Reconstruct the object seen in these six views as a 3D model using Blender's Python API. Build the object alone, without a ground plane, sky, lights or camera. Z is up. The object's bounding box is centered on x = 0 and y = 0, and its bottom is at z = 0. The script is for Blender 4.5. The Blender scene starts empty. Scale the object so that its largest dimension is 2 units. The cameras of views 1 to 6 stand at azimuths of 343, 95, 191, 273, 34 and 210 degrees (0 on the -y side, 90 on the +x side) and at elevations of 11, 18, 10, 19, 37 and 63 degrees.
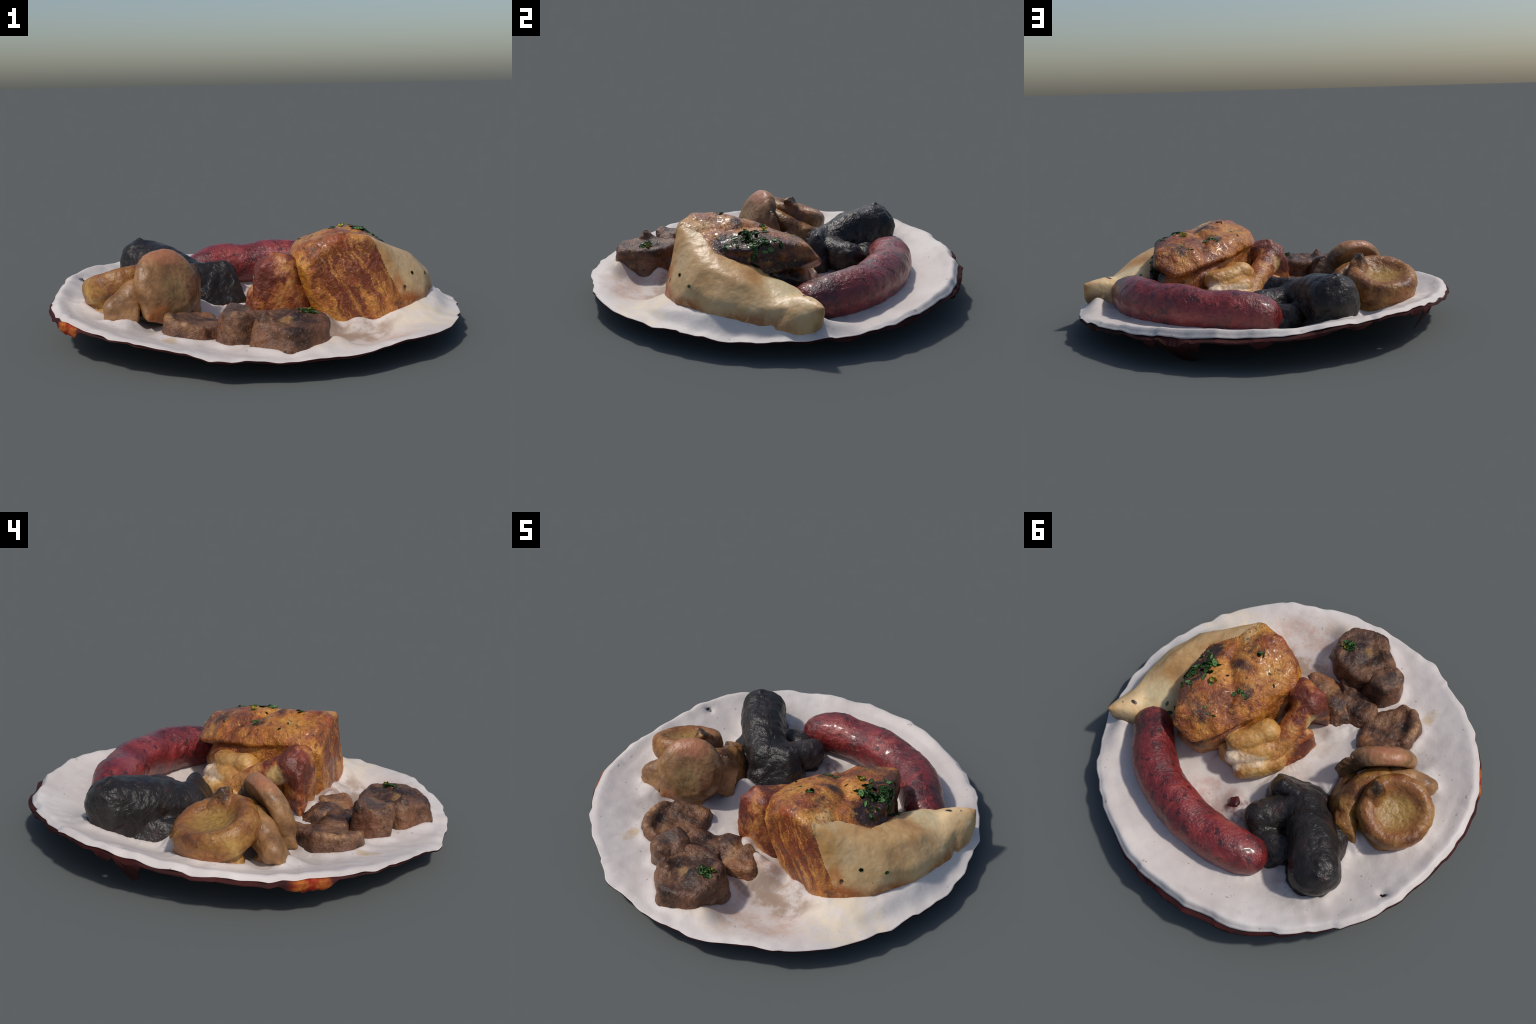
import bpy, bmesh, math, random
import numpy as np
from mathutils import Vector, Matrix, noise
from mathutils.bvhtree import BVHTree
from mathutils.kdtree import KDTree

random.seed(7)
RNG = np.random.default_rng(7)
COL = bpy.context.scene.collection

# ---------------------------------------------------------------- utilities
def srgb(r, g, b):
    f = lambda c: (c / 255 / 12.92) if c / 255 <= 0.04045 else ((c / 255 + 0.055) / 1.055) ** 2.4
    return (f(r), f(g), f(b), 1.0)

def fbm(p, scale, octaves=3, seed=0.0):
    return noise.fractal(Vector((p[0] * scale + seed, p[1] * scale + seed * 1.7, p[2] * scale - seed)), 0.9, 2.1, octaves)

def smoothstep(a, b, x):
    t = np.clip((x - a) / (b - a), 0, 1)
    return t * t * (3 - 2 * t)

# ---------------------------------------------------------------- plate shape
RIM_R = [0.9874, 0.0067, -0.0152, 0.0054, -0.0012, 0.0014, 0.0036, -0.0025, 0.0066, 0.0003, -0.0045, -0.001, 0.0016, 0.0011, 0.0002, 0.0009, 0.0, -0.0009, -0.0024]
RIM_Z = [0.1309, -0.0431, 0.0294, -0.0027, -0.0048, -0.0044, 0.0024, -0.0079, 0.0049, 0.0046, 0.0001]

def fourier(c, t):
    v = c[0] + 0 * t
    for k in range(1, (len(c) - 1) // 2 + 1):
        v = v + c[2 * k - 1] * np.cos(k * t) + c[2 * k] * np.sin(k * t)
    return v

def angle_bump(t, deg, width):
    d = (np.degrees(t) - deg + 180) % 360 - 180
    return np.exp(-(d / width) ** 2)

_jag = np.random.default_rng(11)
JAG_A = np.sort((np.arange(104) + _jag.uniform(-0.4, 0.4, 104)) / 104 * 2 * math.pi)
JAG_R = _jag.uniform(-0.010, 0.007, 104)
JAG_Z = _jag.uniform(-0.006, 0.006, 104)

def jag(t, table):
    """straight-sided unevenness of the torn paper edge"""
    return np.interp(np.mod(t, 2 * math.pi), np.r_[JAG_A[-1] - 2 * math.pi, JAG_A, JAG_A[0] + 2 * math.pi], np.r_[table[-1], table, table[0]])

def rim_radius(t):
    r = fourier(RIM_R, t)
    return r + 0.024 * angle_bump(t, 244.9, 3.0) + 0.016 * angle_bump(t, 78, 26) - 0.013 * angle_bump(t, 268, 12) + 0.012 * angle_bump(t, 300, 4) - 0.012 * angle_bump(t, 289, 6)

def rim_height(t):
    return fourier(RIM_Z, t) + 0.010 * angle_bump(t, -5, 35) + 0.018 * angle_bump(t, -24, 18)

def floor_z(x, y):
    return 0.055 - 0.028 * x + 0.006 * y

HUMPS = [  # x, y, height, spread : places where the sheet is pushed up against the food (or sags)
    (0.11, -0.85, 0.050, 0.06), (0.03, -0.92, 0.015, 0.05),
    (0.0, -0.35, 0.055, 0.055), (0.10, -0.43, 0.060, 0.06), (0.20, -0.45, 0.080, 0.06), (0.08, -0.64, 0.045, 0.05), (0.05, 0.43, 0.045, 0.05), (-0.51, 0.24, 0.05, 0.05), (0.36, -0.48, 0.040, 0.06), (-0.27, 0.03, 0.050, 0.06),
    (0.23, 0.34, -0.030, 0.11), (-0.66, -0.27, 0.03, 0.06),
]
SKIRT = [(0.51, -0.53), (0.62, -0.51), (0.75, -0.43), (0.855, -0.29), (0.90, -0.08), (0.92, 0.14), (0.88, 0.33)]   # the sheet clings to the potato along this line

def skirt(x, y):
    best = 9.0
    for (ax, ay), (bx, by) in zip(SKIRT, SKIRT[1:]):
        k = np.clip(((x - ax) * (bx - ax) + (y - ay) * (by - ay)) / ((bx - ax) ** 2 + (by - ay) ** 2), 0, 1)
        best = np.minimum(best, np.hypot(x - ax - k * (bx - ax), y - ay - k * (by - ay)))
    return 0.050 * np.exp(-(best / 0.088) ** 2)

def plate_z(x, y):
    t = np.arctan2(y, x)
    u = np.hypot(x, y) / rim_radius(t)
    edge = rim_height(t)
    lip = 0.010 * (0.3 + 0.7 * smoothstep(-0.3, 0.5, np.cos(t - math.radians(125)))) + 0.026 * angle_bump(t, 80, 32) + 0.008 * angle_bump(t, 172, 30)
    top = edge + lip
    east = 0.5 + 0.5 * np.cos(t - math.radians(5))
    u0 = 0.62 - 0.20 * east + 0.26 * angle_bump(t, -66, 24)
    s = np.clip((u - u0) / (0.965 - u0), 0, 1)
    s = s * s * (3 - 2 * s) * (0.45 + 0.55 * east) + s ** 1.5 * (0.55 - 0.55 * east)
    z = floor_z(x, y) * (1 - s) + (edge + 0.4 * lip) * s + 0.6 * lip * smoothstep(0.90, 0.965, u)
    z = np.where(u > 0.972, top - lip * smoothstep(0.972, 1.0, u), z)
    for hx, hy, h, w in HUMPS:
        z = z + h * np.exp(-((x - hx) ** 2 + (y - hy) ** 2) / w ** 2) * (1 - smoothstep(0.9, 1.0, u))
    z = z + skirt(x, y) * (1 - smoothstep(0.88, 0.995, u))
    d = np.hypot(x + 0.785, y - 0.452)
    return z - 0.020 * np.exp(-(d / 0.03) ** 2)

# ---------------------------------------------------------------- solid building blocks
def hull(points):
    bm = bmesh.new()
    for p in points:
        x, y, z = p
        if z < 0.115:      # foot points stand on the plate
            z = float(plate_z(np.array(x), np.array(y))) - 0.004
        bm.verts.new((x, y, z))
    bmesh.ops.convex_hull(bm, input=bm.verts)
    bmesh.ops.delete(bm, geom=[v for v in bm.verts if not v.link_faces], context="VERTS")
    return bm

def tube(points, radii, flat=1.0, seg=20, steps=8):
    """closed tube with rounded ends along a smooth path; flat squashes it in z"""
    P = [Vector(p) for p in points]
    n = len(P)
    path, rad = [], []
    for i in range(n - 1):
        p0, p1, p2, p3 = P[max(i - 1, 0)], P[i], P[i + 1], P[min(i + 2, n - 1)]
        for k in range(steps):
            t = k / steps
            path.append(0.5 * ((2 * p1) + (p2 - p0) * t + (2 * p0 - 5 * p1 + 4 * p2 - p3) * t * t + (3 * p1 - p0 - 3 * p2 + p3) * t ** 3))
            rad.append(radii[i] * (1 - t) + radii[i + 1] * t)
    path.append(P[-1]); rad.append(radii[-1])
    d0, d1 = (path[0] - path[1]).normalized(), (path[-1] - path[-2]).normalized()
    caps = [math.radians(a) for a in (20, 40, 58, 74, 85)]
    head = [(path[0] + d0 * rad[0] * math.sin(a) * 0.8, rad[0] * math.cos(a)) for a in reversed(caps)]
    tail = [(path[-1] + d1 * rad[-1] * math.sin(a) * 0.8, rad[-1] * math.cos(a)) for a in caps]
    ring = head + list(zip(path, rad)) + tail
    bm = bmesh.new()
    rows = []
    for i, (c, r) in enumerate(ring):
        a, b = ring[max(i - 1, 0)][0], ring[min(i + 1, len(ring) - 1)][0]
        d = (b - a).normalized()
        side = d.cross(Vector((0, 0, 1)))
        side = side.normalized() if side.length > 1e-4 else Vector((1, 0, 0))
        up = side.cross(d)
        rows.append([bm.verts.new(c + side * r * math.cos(t) + up * r * flat * math.sin(t)) for t in (2 * math.pi * k / seg for k in range(seg))])
    for A, B in zip(rows, rows[1:]):
        for k in range(seg):
            bm.faces.new((A[k], A[(k + 1) % seg], B[(k + 1) % seg], B[k]))
    bm.faces.new(list(reversed(rows[0]))); bm.faces.new(rows[-1])
    bmesh.ops.recalc_face_normals(bm, faces=bm.faces)
    return bm

def revolve(profile, centre, normal, seg=48, squash=(1, 1), spin=0.0):
    """closed solid of revolution; profile = [(radius, height)...] starting and ending on the axis"""
    q = Vector(normal).normalized().to_track_quat("Z", "Y").to_matrix() @ Matrix.Rotation(spin, 3, "Z")
    c = Vector(centre)
    bm = bmesh.new()
    rows = []
    for r, h in profile:
        if r < 1e-6:
            rows.append([bm.verts.new(c + q @ Vector((0, 0, h)))])
        else:
            rows.append([bm.verts.new(c + q @ Vector((r * squash[0] * math.cos(2 * math.pi * k / seg), r * squash[1] * math.sin(2 * math.pi * k / seg), h))) for k in range(seg)])
    for A, B in zip(rows, rows[1:]):
        for k in range(seg):
            k2 = (k + 1) % seg
            if len(A) == 1:
                bm.faces.new((A[0], B[k2], B[k]))
            elif len(B) == 1:
                bm.faces.new((A[k], A[k2], B[0]))
            else:
                bm.faces.new((A[k], A[k2], B[k2], B[k]))
    bmesh.ops.recalc_face_normals(bm, faces=bm.faces)
    return bm

def fuse(name, pieces, voxel=0.010, smooth=6, inflate=0.006, relief=(), shape=None, sink=0.004, calm=None, melt=None):
    """melt solids into one skin, soften it, then roughen it along its normals.
    relief = [(amplitude, scale, octaves)], shape = extra function(co, no) -> offset along the normal"""
    bm = bmesh.new()
    for p in pieces:
        me = bpy.data.meshes.new("tmp"); p.to_mesh(me); p.free(); bm.from_mesh(me); bpy.data.meshes.remove(me)
    me = bpy.data.meshes.new(name); bm.to_mesh(me); bm.free()
    ob = bpy.data.objects.new(name, me); COL.objects.link(ob)
    m = ob.modifiers.new("remesh", "REMESH"); m.mode = "VOXEL"; m.voxel_size = voxel
    dg = bpy.context.evaluated_depsgraph_get()
    new = bpy.data.meshes.new_from_object(ob.evaluated_get(dg))
    ob.modifiers.clear(); ob.data = new; bpy.data.meshes.remove(me); new.name = name
    n = len(new.vertices)
    co = np.zeros(n * 3); new.vertices.foreach_get("co", co); co = co.reshape(-1, 3)
    ed = np.zeros(len(new.edges) * 2, int); new.edges.foreach_get("vertices", ed); ed = ed.reshape(-1, 2)
    deg = np.bincount(ed.ravel(), minlength=n)[:, None]
    for _ in range(smooth):
        acc = np.zeros_like(co)
        np.add.at(acc, ed[:, 0], co[ed[:, 1]]); np.add.at(acc, ed[:, 1], co[ed[:, 0]])
        co = co * 0.4 + 0.6 * acc / np.maximum(deg, 1)
    if melt:      # further softening of one zone: (test, rounds)
        zone = np.array([melt[0](c) for c in co])[:, None]
        for _ in range(melt[1]):
            acc = np.zeros_like(co)
            np.add.at(acc, ed[:, 0], co[ed[:, 1]]); np.add.at(acc, ed[:, 1], co[ed[:, 0]])
            co = np.where(zone, co * 0.4 + 0.6 * acc / np.maximum(deg, 1), co)
    new.vertices.foreach_set("co", co.ravel()); new.update()
    no = np.zeros(n * 3); new.vertex_normals.foreach_get("vector", no); no = no.reshape(-1, 3)
    off = np.full(n, inflate)
    for k, (amp, sc, octv) in enumerate(relief):
        off += amp * np.array([fbm(c, sc, octv, 3.1 * k + len(name)) for c in co])
    if calm:      # smoother zones
        off = inflate + (off - inflate) * np.array([calm(c) for c in co])
    if shape:
        off += np.array([shape(c, d) for c, d in zip(co, no)])
    co = co + no * off[:, None]
    low = plate_z(co[:, 0], co[:, 1]) - sink
    FEET.extend(co[np.abs(co[:, 2] - low) < 0.02][::3, :2].tolist())
    co[:, 2] = np.maximum(co[:, 2], low)
    new.vertices.foreach_set("co", co.ravel())
    for p in new.polygons:
        p.use_smooth = True
    new.update()
    return ob

def grooves(lines):
    """lines = [(points, depth, width)]: furrows (or ridges, if depth < 0) pressed along polylines"""
    segs = [(Vector(a), Vector(b), d, w) for pts, d, w in lines for a, b in zip(pts, pts[1:])]
    def f(c, n):
        c = Vector(c); best = {}
        for a, b, d, w in segs:
            ab = b - a
            t = min(max((c - a).dot(ab) / ab.length_squared, 0), 1)
            q = (c - a - ab * t).length / w
            v = d * math.exp(-q * q)
            if abs(v) > abs(best.get((d, w), 0)):
                best[(d, w)] = v
        return -sum(best.values())
    return f

def split(ob, rule, names):
    """cut one smooth skin into parts that keep the whole skin's normals; rule(face centre) -> part index"""
    me = ob.data
    nor = [tuple(v.vector) for v in me.vertex_normals]
    lab = [rule(p.center) for p in me.polygons]
    out = []
    for i, nm in enumerate(names):
        polys = [tuple(p.vertices) for p, l in zip(me.polygons, lab) if l == i]
        used = sorted({v for p in polys for v in p})
        idx = {v: k for k, v in enumerate(used)}
        m = bpy.data.meshes.new(nm)
        m.from_pydata([tuple(me.vertices[v].co) for v in used], [], [tuple(idx[v] for v in p) for p in polys])
        for p in m.polygons:
            p.use_smooth = True
        m.normals_split_custom_set_from_vertices([nor[v] for v in used])
        o = bpy.data.objects.new(nm, m); COL.objects.link(o); out.append(o)
    bpy.data.objects.remove(ob)
    return out

# ---------------------------------------------------------------- materials
class Nodes:
    def __init__(self, name):
        self.mat = bpy.data.materials.new(name); self.mat.use_nodes = True
        self.t = self.mat.node_tree; self.t.nodes.clear()
        self.out = self.add("ShaderNodeOutputMaterial"); self.b = self.add("ShaderNodeBsdfPrincipled")
        self.link(self.b.outputs[0], self.out.inputs[0])
        self.co = self.add("ShaderNodeTexCoord").outputs["Object"]
    def add(self, kind, **kw):
        n = self.t.nodes.new(kind)
        for k, v in kw.items():
            setattr(n, k, v)
        return n
    def link(self, a, b):
        self.t.links.new(a, b)
    def put(self, sock, v):
        if hasattr(v, "links"):
            self.link(v, sock)
        else:
            sock.default_value = v
    def math(self, op, a, b=0.0, clamp=False):
        n = self.add("ShaderNodeMath", operation=op, use_clamp=clamp)
        self.put(n.inputs[0], a); self.put(n.inputs[1], b)
        return n.outputs[0]
    def vmath(self, op, a, b=(0, 0, 0)):
        n = self.add("ShaderNodeVectorMath", operation=op)
        self.put(n.inputs[0], a); self.put(n.inputs[1], b)
        return n.outputs["Value"] if op in ("LENGTH", "DOT_PRODUCT") else n.outputs[0]
    def noise(self, scale, detail=4, rough=0.6, co=None, distort=0.0, color=False):
        n = self.add("ShaderNodeTexNoise")
        self.link(co or self.co, n.inputs["Vector"])
        n.inputs["Scale"].default_value = scale; n.inputs["Detail"].default_value = detail
        n.inputs["Roughness"].default_value = rough; n.inputs["Distortion"].default_value = distort
        return n.outputs["Color" if color else "Fac"]
    def remap(self, v, a, b, c=0.0, d=1.0, smooth=True):
        n = self.add("ShaderNodeMapRange", interpolation_type="SMOOTHSTEP" if smooth else "LINEAR")
        self.link(v, n.inputs[0])
        for i, x in enumerate((a, b, c, d)):
            n.inputs[i + 1].default_value = x
        return n.outputs[0]
    def ramp(self, v, stops):
        n = self.add("ShaderNodeValToRGB")
        e = n.color_ramp.elements
        e[0].position, e[0].color = stops[0]
        e[1].position, e[1].color = stops[-1]
        for p, c in stops[1:-1]:
            x = e.new(p); x.color = c
        self.link(v, n.inputs[0])
        return n.outputs[0]
    def mix(self, f, a, b, mode="MIX"):
        n = self.add("ShaderNodeMix", data_type="RGBA", blend_type=mode)
        self.put(n.inputs[0], f); self.put(n.inputs[6], a); self.put(n.inputs[7], b)
        return n.outputs[2]
    def warped(self, amount=0.05, scale=9.0, detail=4):
        c = self.noise(scale, detail, 0.65, color=True)
        c = self.vmath("SUBTRACT", c, (0.5, 0.5, 0.5))
        c = self.vmath("MULTIPLY", c, (amount * 2, amount * 2, amount * 2))
        return self.vmath("ADD", self.co, c)
    def blob(self, co, centre, radius, soft=0.5):
        """1 inside an ellipsoid, fading to 0 at its border"""
        r = radius if isinstance(radius, tuple) else (radius,) * 3
        d = self.vmath("LENGTH", self.vmath("DIVIDE", self.vmath("SUBTRACT", co, centre), r))
        return self.remap(d, 1.0 - soft, 1.0, 1.0, 0.0)
    def finish(self, color, rough=0.5, bump=(), spec=0.5, coat=0.0, sss=0.0):
        self.put(self.b.inputs["Base Color"], color)
        self.put(self.b.inputs["Roughness"], rough)
        self.b.inputs["Specular IOR Level"].default_value = spec
        self.b.inputs["Coat Weight"].default_value = coat
        self.b.inputs["Coat Roughness"].default_value = 0.18
        prev = None
        for h, strength, dist in bump:
            n = self.add("ShaderNodeBump")
            n.inputs["Strength"].default_value = strength; n.inputs["Distance"].default_value = dist
            self.link(h, n.inputs["Height"])
            if prev:
                self.link(prev, n.inputs["Normal"])
            prev = n.outputs[0]
        if prev:
            self.link(prev, self.b.inputs["Normal"])
        return self.mat

def food_material(name, stops, scale, blobs=(), warp=0.05, rough=0.45, spec=0.5, bumps=((60, 0.4, 0.006),), coat=0.0, specks=None, distort=0.6, grain=None, streaks=None, fine_mix=0.28):
    """mottled base (two noises through a colour ramp) with noisy-edged patches, streaks and specks on top"""
    g = Nodes(name)
    a = g.noise(scale, 4, 0.55, distort=distort)
    b = g.noise(scale * 3.3, 5, 0.7, distort=1.2)
    f = g.remap(g.math("ADD", g.math("MULTIPLY", a, 1 - fine_mix), g.math("MULTIPLY", b, fine_mix)), 0.34, 0.66, 0, 1, False)
    col = g.ramp(f, stops)
    w = g.warped(warp)
    fine = g.noise(scale * 4.5, 4, 0.65, distort=0.8)
    for centre, radius, soft, colour, strength in blobs:
        m = g.blob(w, centre, radius, soft)
        m = g.math("MULTIPLY", m, g.remap(fine, 0.32, 0.56, strength * 0.35, strength), clamp=True)
        col = g.mix(m, col, colour)
    for stretch, sc, lo, hi, colour, strength, *where in streaks or ():
        c = w
        if where:      # turned about y, and only inside an ellipsoid
            r = g.add("ShaderNodeVectorRotate", rotation_type="Y_AXIS")
            g.link(w, r.inputs["Vector"]); r.inputs["Angle"].default_value = where[0]
            c = r.outputs[0]
        f = g.remap(g.noise(sc, 4, 0.6, co=g.vmath("MULTIPLY", c, stretch)), lo, hi, 0, strength)
        if where:
            f = g.math("MULTIPLY", f, g.blob(g.co, where[1], where[2], 0.5))
        col = g.mix(f, col, colour)
    if grain:
        sc, amt = grain
        f = g.noise(sc, 5, 0.7)
        col = g.mix(1.0, col, g.ramp(f, [(0.34, (1 - amt, 1 - amt, 1 - amt, 1)), (0.66, (1 + amt, 1 + amt, 1 + amt, 1))]), "MULTIPLY")
    for sc, lo, hi, colour, strength in specks or ():
        f = g.noise(sc, 2, 0.5)
        col = g.mix(g.remap(f, lo, hi, 0, strength), col, colour)
    bl = [(g.noise(sc, 4, 0.6, distort=0.5), st, ds) for sc, st, ds in bumps]
    return g.finish(col, rough, bl, spec, coat)

def give(ob, *mats):
    for m in mats:
        ob.data.materials.append(m)
    return ob

def thing(name, label, category, base):
    e = bpy.data.objects.new(name, None); COL.objects.link(e)
    e.location = base; e.empty_display_size = 0.05
    e["label"] = label; e["category"] = category
    return e

def child(ob, parent):
    ob.parent = parent
    w = parent.location.copy()
    if parent.parent:
        w = w + parent.parent.location
    ob.matrix_parent_inverse = Matrix.Translation(-w) if parent.type == "EMPTY" else Matrix.Identity(4)
    return ob

# ================================================================ PLATE
FEET = []   # where food stands on the plate
def cling_tree():
    t = KDTree(len(FEET))
    for i, p in enumerate(FEET):
        t.insert((p[0], p[1], 0), i)
    t.balance()
    return t

def build_plate():
    feet = cling_tree()
    nt, nu = 480, 110
    bm = bmesh.new()
    rows = []
    T = np.linspace(0, 2 * math.pi, nt, endpoint=False)
    wob = jag(T, JAG_R) + np.array([0.003 * noise.noise(Vector((17 * math.cos(t), 17 * math.sin(t), 4.3))) for t in T])
    R0, JZ = rim_radius(T), jag(T, JAG_Z)
    for i in range(1, nu + 1):
        u = (i / nu) ** 0.8
        X0, Y0 = u * R0 * np.cos(T), u * R0 * np.sin(T)
        Zs = plate_z(X0, Y0) + u ** 10 * JZ
        k = 1 + wob * u ** 6
        inner = 1 - float(smoothstep(0.9, 0.98, np.array(u)))
        row = []
        for x, y, z in zip(X0 * k, Y0 * k, Zs):
            z += 0.004 * noise.noise(Vector((x * 7, y * 7, 2.0))) + 0.0022 * noise.noise(Vector((x * 19, y * 19, 5.0)))
            z += u ** 10 * 0.005 * noise.noise(Vector((x * 12, y * 12, 9.0)))
            if inner > 0:
                z += 0.024 * inner * math.exp(-(feet.find((x, y, 0))[2] / 0.032) ** 1.3)
            row.append(bm.verts.new((x, y, z)))
        rows.append(row)
    c = bm.verts.new((0, 0, float(plate_z(np.array(1e-6), np.array(0.0)))))
    for k in range(nt):
        bm.faces.new((c, rows[0][k], rows[0][(k + 1) % nt]))
    for A, B in zip(rows, rows[1:]):
        for k in range(nt):
            bm.faces.new((A[k], B[k], B[(k + 1) % nt], A[(k + 1) % nt]))
    # small torn hole in the dent
    gone = [f for f in bm.faces if math.hypot((f.calc_center_median().x + 0.787) / 0.014, (f.calc_center_median().y - 0.455) / 0.009) < 1]
    bmesh.ops.delete(bm, geom=gone, context="FACES")
    for f in bm.faces:
        f.smooth = True
    me = bpy.data.meshes.new("plate_surface"); bm.to_mesh(me); bm.free()
    ob = bpy.data.objects.new("plate_surface", me); COL.objects.link(ob)
    m = ob.modifiers.new("thickness", "SOLIDIFY"); m.thickness = 0.007; m.offset = -1.0
    m.material_offset = 1; m.material_offset_rim = 1
    return ob

def build_tatters():
    """ragged dark red strip of the underside that shows below the rim, longest at the back and on one side"""
    nt = 900
    drops = [(77, 3.0, 0.185), (83, 1.5, 0.05), (70, 1.6, 0.03), (101, 2.2, 0.03), (150, 2.0, 0.05), (157, 2.4, 0.115), (197, 3.0, 0.04), (202, 3.0, 0.04), (116, 5, 0.012), (40, 5, 0.02), (22, 3, 0.02), (128, 3, 0.02)]
    bm = bmesh.new()
    rows = []
    for k in range(nt):
        t = 2 * math.pi * k / nt
        back = float(smoothstep(-0.45, 0.3, np.cos(t - math.radians(120))))
        w = 0.002 + 0.010 * back + 0.004 * float(angle_bump(np.array(t), 95, 30))
        for d, wid, h in drops:
            w += h * float(np.clip(1.5 - np.abs((math.degrees(t) - d + 180) % 360 - 180) / wid, 0, 1))
        w *= 0.85 + 0.45 * noise.noise(Vector((9 * math.cos(t), 9 * math.sin(t), 3))) + 0.2 * noise.noise(Vector((40 * math.cos(t), 40 * math.sin(t), 7)))
        w = max(w, 0.002)
        R = float(rim_radius(np.array(t))) * (1 + float(jag(np.array(t), JAG_R))) - 0.003
        z = float(rim_height(np.array(t))) + float(jag(np.array(t), JAG_Z)) - 0.006
        flare = 0.026 * float(angle_bump(np.array(t), 90, 26)) + 0.014 * float(angle_bump(np.array(t), 190, 30))
        inward = 0.55 + 0.8 * float(angle_bump(np.array(t), 80, 30))
        row = []
        for q in (0, 0.2, 0.4, 0.6, 0.8, 1.0):
            d = w * q
            r = R + flare * min(d / 0.008, 1) - inward * max(d - 0.03, 0) - 0.1 * d * (flare < 0.01)
            row.append(bm.verts.new((r * math.cos(t), r * math.sin(t), max(z - d, 0.0))))
        rows.append(row)
    for k in range(nt):
        A, B = rows[k], rows[(k + 1) % nt]
        for j in range(5):
            bm.faces.new((A[j], A[j + 1], B[j + 1], B[j]))
    me = bpy.data.meshes.new("torn_underside"); bm.to_mesh(me); bm.free()
    ob = bpy.data.objects.new("torn_underside", me); COL.objects.link(ob)
    m = ob.modifiers.new("thickness", "SOLIDIFY"); m.thickness = 0.003; m.offset = 1.0
    return ob

def plate_material():
    g = Nodes("white_greasy_paper")
    col = g.ramp(g.noise(3.0, 5, 0.6), [(0.3, srgb(198, 187, 181)), (0.7, srgb(217, 208, 201))])
    # the bare greyish smudges of the glaze
    col = g.mix(g.remap(g.noise(14, 3, 0.55), 0.60, 0.72, 0, 0.35), col, srgb(190, 182, 180))
    col = g.mix(g.remap(g.noise(38, 2, 0.5), 0.70, 0.76, 0, 0.6), col, srgb(120, 108, 100))
    w = g.warped(0.10, 7.0, 5)
    fac = g.noise(11, 5, 0.7)
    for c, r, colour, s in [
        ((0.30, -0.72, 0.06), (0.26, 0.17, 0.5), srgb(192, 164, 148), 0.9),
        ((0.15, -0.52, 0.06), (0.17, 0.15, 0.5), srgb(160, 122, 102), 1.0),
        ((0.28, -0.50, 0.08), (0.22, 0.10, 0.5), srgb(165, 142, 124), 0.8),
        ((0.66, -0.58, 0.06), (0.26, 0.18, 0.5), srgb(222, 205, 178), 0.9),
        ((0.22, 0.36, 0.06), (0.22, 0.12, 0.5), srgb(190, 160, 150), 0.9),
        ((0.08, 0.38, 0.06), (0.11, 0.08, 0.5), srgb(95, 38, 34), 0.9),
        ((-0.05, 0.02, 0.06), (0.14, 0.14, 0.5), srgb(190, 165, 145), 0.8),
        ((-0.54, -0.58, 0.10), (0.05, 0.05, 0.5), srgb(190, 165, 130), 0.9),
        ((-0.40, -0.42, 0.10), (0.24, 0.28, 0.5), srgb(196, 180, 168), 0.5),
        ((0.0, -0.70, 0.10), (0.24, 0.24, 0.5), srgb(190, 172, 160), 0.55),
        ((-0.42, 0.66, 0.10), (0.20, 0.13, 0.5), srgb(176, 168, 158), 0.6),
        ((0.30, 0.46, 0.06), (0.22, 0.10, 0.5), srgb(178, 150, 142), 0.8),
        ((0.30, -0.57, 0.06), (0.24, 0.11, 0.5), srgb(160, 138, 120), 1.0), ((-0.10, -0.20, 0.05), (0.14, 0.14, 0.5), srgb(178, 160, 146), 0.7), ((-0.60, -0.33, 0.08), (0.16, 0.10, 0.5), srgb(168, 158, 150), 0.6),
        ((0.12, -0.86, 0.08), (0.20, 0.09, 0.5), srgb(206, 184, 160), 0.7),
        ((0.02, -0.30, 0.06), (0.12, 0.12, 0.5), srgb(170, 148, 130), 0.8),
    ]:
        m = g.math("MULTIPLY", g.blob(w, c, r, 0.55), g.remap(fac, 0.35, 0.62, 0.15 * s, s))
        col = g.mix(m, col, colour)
    bump = [(g.noise(9, 4, 0.6), 0.25, 0.02), (g.noise(60, 3, 0.6), 0.12, 0.004)]
    return g.finish(col, 0.55, bump, 0.4)

def under_material():
    g = Nodes("dark_red_underside")
    col = g.ramp(g.noise(8, 4, 0.6), [(0.3, srgb(40, 19, 19)), (0.6, srgb(70, 28, 27)), (0.8, srgb(58, 36, 36))])
    m = g.blob(g.warped(0.03), (-0.93, -0.34, 0.12), (0.12, 0.11, 0.10), 0.4)
    col = g.mix(m, col, g.ramp(g.noise(22, 3, 0.6), [(0.4, srgb(140, 36, 22)), (0.6, srgb(168, 98, 40))]))
    return g.finish(col, 0.8, [], 0.2)

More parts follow.
